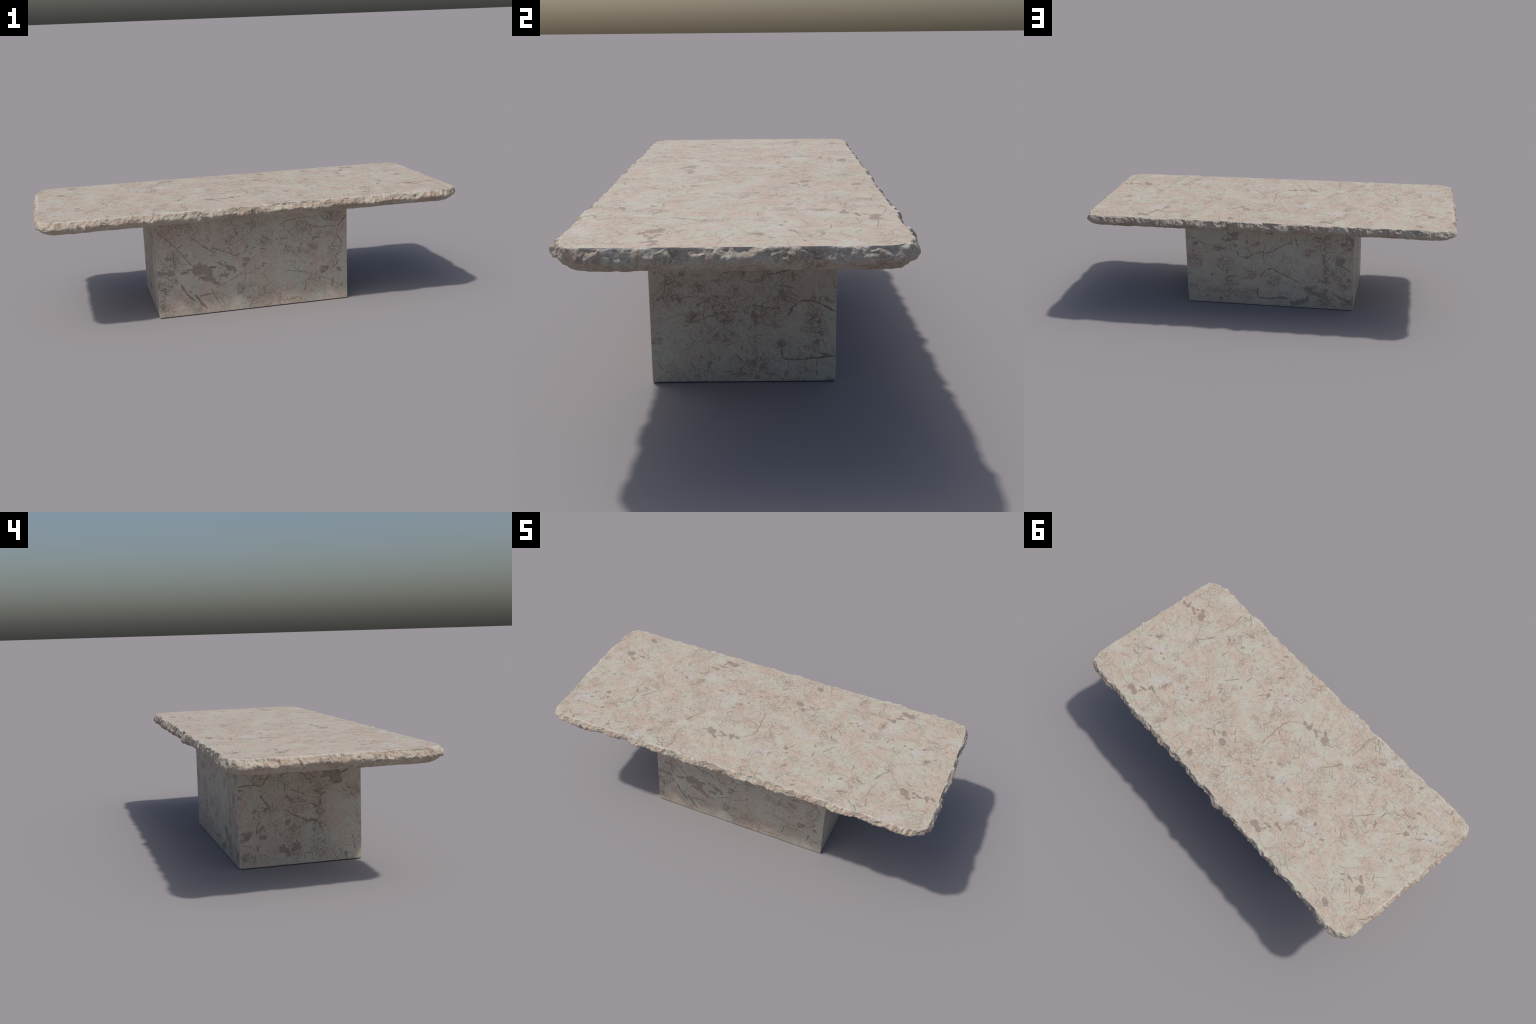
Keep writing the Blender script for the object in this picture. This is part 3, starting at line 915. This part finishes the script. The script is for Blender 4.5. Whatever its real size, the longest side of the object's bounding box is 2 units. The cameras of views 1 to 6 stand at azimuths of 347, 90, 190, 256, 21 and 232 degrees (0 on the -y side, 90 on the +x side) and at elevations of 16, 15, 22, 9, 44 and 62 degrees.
    if rough:
        # broken stone: grains of cream, ochre and brown in the fresh breaks
        g2 = T.noise(coord, 95.0, 4.0, 0.7)
        colour = T.mix(T.ramp(g2, 0.52, 0.62, 0, 0.60), colour, (0.46, 0.325, 0.23, 1))
        colour = T.mix(T.ramp(g2, 0.44, 0.34, 0, 0.55), colour, (0.54, 0.50, 0.42, 1))
        g3 = T.noise(coord, 150.0, 3.0, 0.75)
        colour = T.mix(T.ramp(g3, 0.57, 0.66, 0, 0.75), colour, DUST)
        # sun highlight on the top arris, painted whitish into the edge colour
        z = T.new("ShaderNodeSeparateXYZ")
        T.set(z.inputs[0], coord)
        rim = T.math("MULTIPLY", T.ramp(z.outputs[2], TOP_Z - 0.0065, TOP_Z - 0.001), T.ramp(g2, 0.40, 0.55))
        colour = T.mix(T.math("MULTIPLY", rim, 0.75), colour, (0.56, 0.54, 0.51, 1))
    lo = 0.97 if face and not wrap else 0.92
    colour = T.mix(1.0, colour, T.mix(grain, (lo,) * 3 + (1,), (lo + 0.14,) * 3 + (1,)), "MULTIPLY")

    bsdf = T.new("ShaderNodeBsdfPrincipled")
    T.set(bsdf.inputs["Base Color"], colour)
    bsdf.inputs["Roughness"].default_value = 0.85 if rough else 0.6
    bsdf.inputs["Specular IOR Level"].default_value = 0.25 if rough else 0.35
    bump = T.new("ShaderNodeBump")
    bump.inputs["Strength"].default_value = 0.45 if rough else 0.06
    bump.inputs["Distance"].default_value = 0.003 if rough else 0.001
    T.set(bump.inputs["Height"], T.noise(coord, 230.0, 4.0, 0.7) if rough else grain)
    T.set(bsdf.inputs["Normal"], bump.outputs[0])
    out = T.new("ShaderNodeOutputMaterial")
    T.set(out.inputs[0], bsdf.outputs[0])
    return T.mat


# ------------------------------------------------------------------- the slab
def outline(n):
    """n points, outward normals and arc length of the rounded rectangle."""
    sx, sy, r = HALF_X - CORNER, HALF_Y - CORNER, CORNER
    arc = math.pi / 2 * r
    lengths = [2 * sy, arc, 2 * sx, arc, 2 * sy, arc, 2 * sx, arc]
    total = sum(lengths)
    s = np.arange(n) * total / n
    pts, nrm = np.zeros((n, 2)), np.zeros((n, 2))
    corners = [(sx, sy), (-sx, sy), (-sx, -sy), (sx, -sy)]
    starts = [((HALF_X, -sy), (0, 1), (1, 0)), ((sx, HALF_Y), (-1, 0), (0, 1)),
              ((-HALF_X, sy), (0, -1), (-1, 0)), ((-sx, -HALF_Y), (1, 0), (0, -1))]
    begin = 0.0
    for k, length in enumerate(lengths):
        m = (s >= begin - 1e-9) & (s < begin + length - 1e-9)
        d = s[m] - begin
        if k % 2 == 0:
            st, di, no = starts[k // 2]
            pts[m] = np.array(st) + d[:, None] * np.array(di)
            nrm[m] = no
        else:
            a = (k // 2) * math.pi / 2 + d / r
            nrm[m] = np.stack([np.cos(a), np.sin(a)], 1)
            pts[m] = np.array(corners[k // 2]) + r * nrm[m]
        begin += length
    return pts, nrm, s, total


def fbm(points, scale, octaves, offset=0.0):
    off = Vector((offset, offset * 0.7, offset * 1.3))
    return np.array([noise.fractal(Vector(p) * scale + off, 0.9, 2.1, octaves) for p in points])


N, M = 3600, 56
PTS, NRM, ARC, TOTAL = outline(N)

# section of the edge from the polished face down to the underside:
# (outward offset, height).  It swells to a ridge, then is undercut.
SECTION = [(0.000, TOP_Z), (0.0040, 0.5322), (0.0090, 0.5250), (0.0140, 0.5165), (0.0170, 0.5090),
           (0.0150, 0.5020), (0.0030, 0.4930), (-0.0120, 0.4830), (-0.0250, 0.4755), (-0.0330, SLAB_BOTTOM)]
sec = np.array(SECTION)
seg = np.r_[0, np.cumsum(np.hypot(*np.diff(sec, axis=0).T))]
DEPTH = seg[-1]
tau = np.linspace(0, DEPTH, M)
sec_o, sec_z = np.interp(tau, seg, sec[:, 0]), np.interp(tau, seg, sec[:, 1])
for _ in range(2):                                   # soften the polyline
    sec_o[1:-1] = (sec_o[:-2] + 2 * sec_o[1:-1] + sec_o[2:]) / 4
    sec_z[1:-1] = (sec_z[:-2] + 2 * sec_z[1:-1] + sec_z[2:]) / 4
to, tz = np.gradient(sec_o), np.gradient(sec_z)
ln = np.hypot(to, tz)
nor_o, nor_z = -tz / ln, to / ln                     # outward normal of the section

ring3 = np.c_[PTS, np.zeros(N)]
swell = np.clip(1.0 + (0.68 - 0.35 * np.abs(NRM[:, 0])) * fbm(ring3, 9.0, 4, 3.0) + 0.35 * fbm(ring3, 25.0, 3, 8.0), 0.40, 1.55 - 0.25 * np.abs(NRM[:, 0]))
swell = np.where(np.abs(NRM[:, 0] * NRM[:, 1]) > 0.03, np.minimum(swell, 1.2), swell)
ridge = 0.0070 * fbm(ring3, 9.0, 4, 17.0)            # wandering of the ridge height

O = np.where(sec_o[None, :] > 0, sec_o[None, :] * swell[:, None], sec_o[None, :] + 0.006 * (swell[:, None] - 1))
mid = np.sin(np.pi * np.clip(tau / DEPTH, 0, 1))[None, :]
Z = sec_z[None, :] + ridge[:, None] * mid


def chips(count, r_lo, r_hi, d_ratio, along):
    """Depth of a field of shallow scoops knocked off the edge."""
    field = np.zeros((N, M))
    ds = TOTAL / N
    for _ in range(count):
        s0, t0 = rng.uniform(0, TOTAL), rng.uniform(-0.004, DEPTH + 0.002)
        r = r_lo * (r_hi / r_lo) ** (rng.random() ** 1.6)
        ra, rt = r * along * rng.uniform(0.7, 1.3), r * rng.uniform(0.8, 1.5)
        d = r * d_ratio * rng.uniform(0.5, 1.2)
        lean, slope = rng.normal(0, 0.6), np.clip(rng.normal(0, 0.9, 2), -1.3, 1.3)
        w = int((ra * 4.0 + abs(lean) * DEPTH) / ds) + 2
        i0 = int(s0 / ds)
        idx = np.arange(i0 - w, i0 + w + 1)
        a = (idx * ds - s0)[:, None]
        b = (tau - t0)[None, :]
        a = a + lean * b
        x, y = a / ra, b / rt
        cut = d * (1 - 0.45 * x * x - 0.45 * y * y + slope[0] * x + slope[1] * y)
        rows = idx % N
        field[rows] = np.maximum(field[rows], cut)
    return field


big = chips(480, 0.014, 0.040, 0.22, 0.85)
small = chips(4200, 0.005, 0.018, 0.27, 0.8)
big -= big.mean()
small -= small.mean()
low_fade = np.interp(tau / DEPTH, [0.0, 0.5, 0.68, 1.0], [1.0, 1.0, 0.40, 0.10])
big_fade = np.interp(tau / DEPTH, [0.0, 0.6, 0.85, 1.0], [1.0, 1.0, 0.55, 0.10])


def facets(spacing_s, spacing_t, spread, follow):
    """Broken faces: a random net of flat triangles laid over the edge."""
    pts = []
    cols = int(TOTAL / spacing_s)
    rows = int(DEPTH / spacing_t)
    for i in range(cols):
        for j in range(rows + 1):
            s = (i + 0.5 + rng.uniform(-0.48, 0.48) + 0.5 * (j % 2)) * TOTAL / cols
            q = min(max((j + rng.uniform(-0.42, 0.42)) / rows, 0.0), 1.0) * DEPTH
            gi, gj = int(s / TOTAL * N) % N, int(round(q / DEPTH * (M - 1)))
            h = rng.normal(0, spread) * np.interp(q / DEPTH, [0, 0.08, 0.55, 0.75, 1], [0.5, 1, 1, 0.55, 0.25])
            pts.append((s % TOTAL, q, h - follow[gi, gj]))
    pts += [(s + TOTAL, q, h) for s, q, h in pts if s < 0.06] + [(s - TOTAL, q, h) for s, q, h in pts if s > TOTAL - 0.06]
    pts += [(s, q, 0.0) for s in np.arange(-0.05, TOTAL + 0.05, 0.012) for q in (-0.006, DEPTH + 0.006)]
    P = np.array(pts)
    tris = delaunay_2d_cdt([Vector((a, b)) for a, b in P[:, :2]], [], [], 0, 1e-7)
    order, source = tris[2], tris[3]
    xy = np.array([(v.x, v.y) for v in tris[0]])
    h = np.array([P[src[0], 2] for src in source])
    field = np.zeros((N, M))
    ds, dt = TOTAL / N, DEPTH / (M - 1)
    for tri in order:
        (ax, ay), (bx, by), (cx, cy) = xy[list(tri)]
        det = (by - cy) * (ax - cx) + (cx - bx) * (ay - cy)
        if abs(det) < 1e-12:
            continue
        i = np.arange(max(0, math.ceil(min(ax, bx, cx) / ds)), min(N - 1, math.floor(max(ax, bx, cx) / ds)) + 1)
        j = np.arange(max(0, math.ceil(min(ay, by, cy) / dt - 1e-6)), min(M - 1, math.floor(max(ay, by, cy) / dt + 1e-6)) + 1)
        if not len(i) or not len(j):
            continue
        X, Y = np.meshgrid(i * ds, j * dt, indexing="ij")
        l0 = ((by - cy) * (X - cx) + (cx - bx) * (Y - cy)) / det
        l1 = ((cy - ay) * (X - cx) + (ax - cx) * (Y - cy)) / det
        l2 = 1 - l0 - l1
        inside = (l0 >= -1e-6) & (l1 >= -1e-6) & (l2 >= -1e-6)
        val = l0 * h[tri[0]] + l1 * h[tri[1]] + l2 * h[tri[2]]
        sub = field[i[0]:i[-1] + 1, j[0]:j[-1] + 1]
        sub[inside] = val[inside]
    return field


broken = facets(0.017, 0.0125, 0.0023, big * big_fade * 0.70)
broken += facets(0.0080, 0.0065, 0.0011, np.zeros((N, M)))
carve = small * low_fade * 0.55 - broken

fade = np.clip(tau / 0.006, 0, 1)[None, :] * np.ones((1, M))
base_xy = PTS[:, None, :] + NRM[:, None, :] * O[:, :, None]
flat_pts = np.concatenate([base_xy, Z[:, :, None]], 2).reshape(-1, 3)
rough_noise = (0.0008 * fbm(flat_pts, 45.0, 3, 1.0) + 0.0006 * fbm(flat_pts, 170.0, 2, 5.0)).reshape(N, M)
D = -carve * (0.15 + 0.85 * fade) + rough_noise * (0.25 + 0.75 * fade) * low_fade
D[:, 0] = np.minimum(D[:, 0], 0.001) * 0.7
O2 = O + D * np.where(np.arange(M) == 0, 1.0, nor_o)[None, :]
upper = (tau < 0.45 * DEPTH)[None, :]
O2 = np.where(upper, np.maximum(O2, O2[:, :1] - 0.005), O2)   # no deep overhang
Z2 = Z + D * nor_z[None, :] * fade
Z2[:, 0] = TOP_Z
Z2 = np.minimum(Z2, TOP_Z - 0.0004 * np.arange(M)[None, :].clip(0, 2))
Z2[:, -1] = SLAB_BOTTOM + 0.0022 * fbm(ring3, 14.0, 3, 21.0)
XY = PTS[:, None, :] + NRM[:, None, :] * O2[:, :, None]
# the longest side measures 2.00 m between the outermost lumps
lo, hi = XY[:, :, 0].min(), XY[:, :, 0].max()
XY[:, :, 0] = (XY[:, :, 0] - (lo + hi) / 2) * (2.0 / (hi - lo))
XY[:, :, 1] -= (XY[:, :, 1].min() + XY[:, :, 1].max()) / 2
GRID = np.concatenate([XY, Z2[:, :, None]], 2)


def mesh_object(name, verts, faces, materials, parent):
    me = bpy.data.meshes.new(name)
    me.from_pydata([tuple(v) for v in verts], [], faces)
    me.update()
    for m in materials:
        me.materials.append(m)
    ob = bpy.data.objects.new(name, me)
    bpy.context.scene.collection.objects.link(ob)
    ob.parent = parent
    return ob


stone_top = marble("polished_marble", "top", (0, 1), size=1.0, seed=0.0, wrap=True)
stone_edge = marble("broken_marble", size=0.8, seed=4.0, rough=True)

table = bpy.data.objects.new("stone_table", None)
bpy.context.scene.collection.objects.link(table)
table["label"] = "low cream marble table, slab with chipped edge on block pedestal"
table["category"] = "coffee table"

# polished upper face and flat underside: one slab body
top_ring = GRID[:, 0]
low_ring = GRID[:, -1]
inner = low_ring.copy()
inner[:, :2] -= NRM * 0.03
inner[:, 2] = SLAB_BOTTOM
verts = np.concatenate([top_ring, low_ring, inner])
faces = [tuple(range(N))]
faces += [(N + i, 2 * N + i, 2 * N + (i + 1) % N, N + (i + 1) % N) for i in range(N)]
faces.append(tuple(range(3 * N - 1, 2 * N - 1, -1)))
tabletop = mesh_object("tabletop", verts, faces, [stone_top], table)

vid = np.arange(N * M).reshape(N, M)
nxt = np.roll(vid, -1, axis=0)
quads = np.stack([vid[:, :-1], vid[:, 1:], nxt[:, 1:], nxt[:, :-1]], -1).reshape(-1, 4)
edge = mesh_object("chipped_edge", GRID.reshape(-1, 3), quads.tolist(), [stone_edge], tabletop)
edge.data.polygons.foreach_set("use_smooth", [True] * len(edge.data.polygons))
edge.data.update()
edge.data.set_sharp_from_angle(angle=math.radians(20))     # crisp arrises between the chips

# ---------------------------------------------------------------- the pedestal
PED_TOP = SLAB_BOTTOM + 0.006        # let into the slab, so that no gap shows
bm = bmesh.new()
bmesh.ops.create_cube(bm, size=1.0)
bmesh.ops.scale(bm, vec=(2 * PED_X, 2 * PED_Y, PED_TOP), verts=bm.verts)
bmesh.ops.translate(bm, vec=(0, 0, PED_TOP / 2), verts=bm.verts)
bmesh.ops.bevel(bm, geom=list(bm.edges), offset=0.0022, segments=2, profile=0.5, affect="EDGES")
bm.normal_update()
me = bpy.data.meshes.new("pedestal")
for f in bm.faces:
    n = f.normal
    f.material_index = (0 if n.y < 0 else 1) if abs(n.y) > abs(n.x) else (2 if n.x < 0 else 3)
    f.smooth = False
bm.to_mesh(me)
bm.free()
for face, axes, seed in (("front", (0, 2), 11.0), ("back", (0, 2), 17.0), ("left", (1, 2), 23.0), ("right", (1, 2), 29.0)):
    me.materials.append(marble("marble_" + face, face, axes, size=1.35, seed=seed))
pedestal = bpy.data.objects.new("pedestal", me)
bpy.context.scene.collection.objects.link(pedestal)
pedestal.parent = table
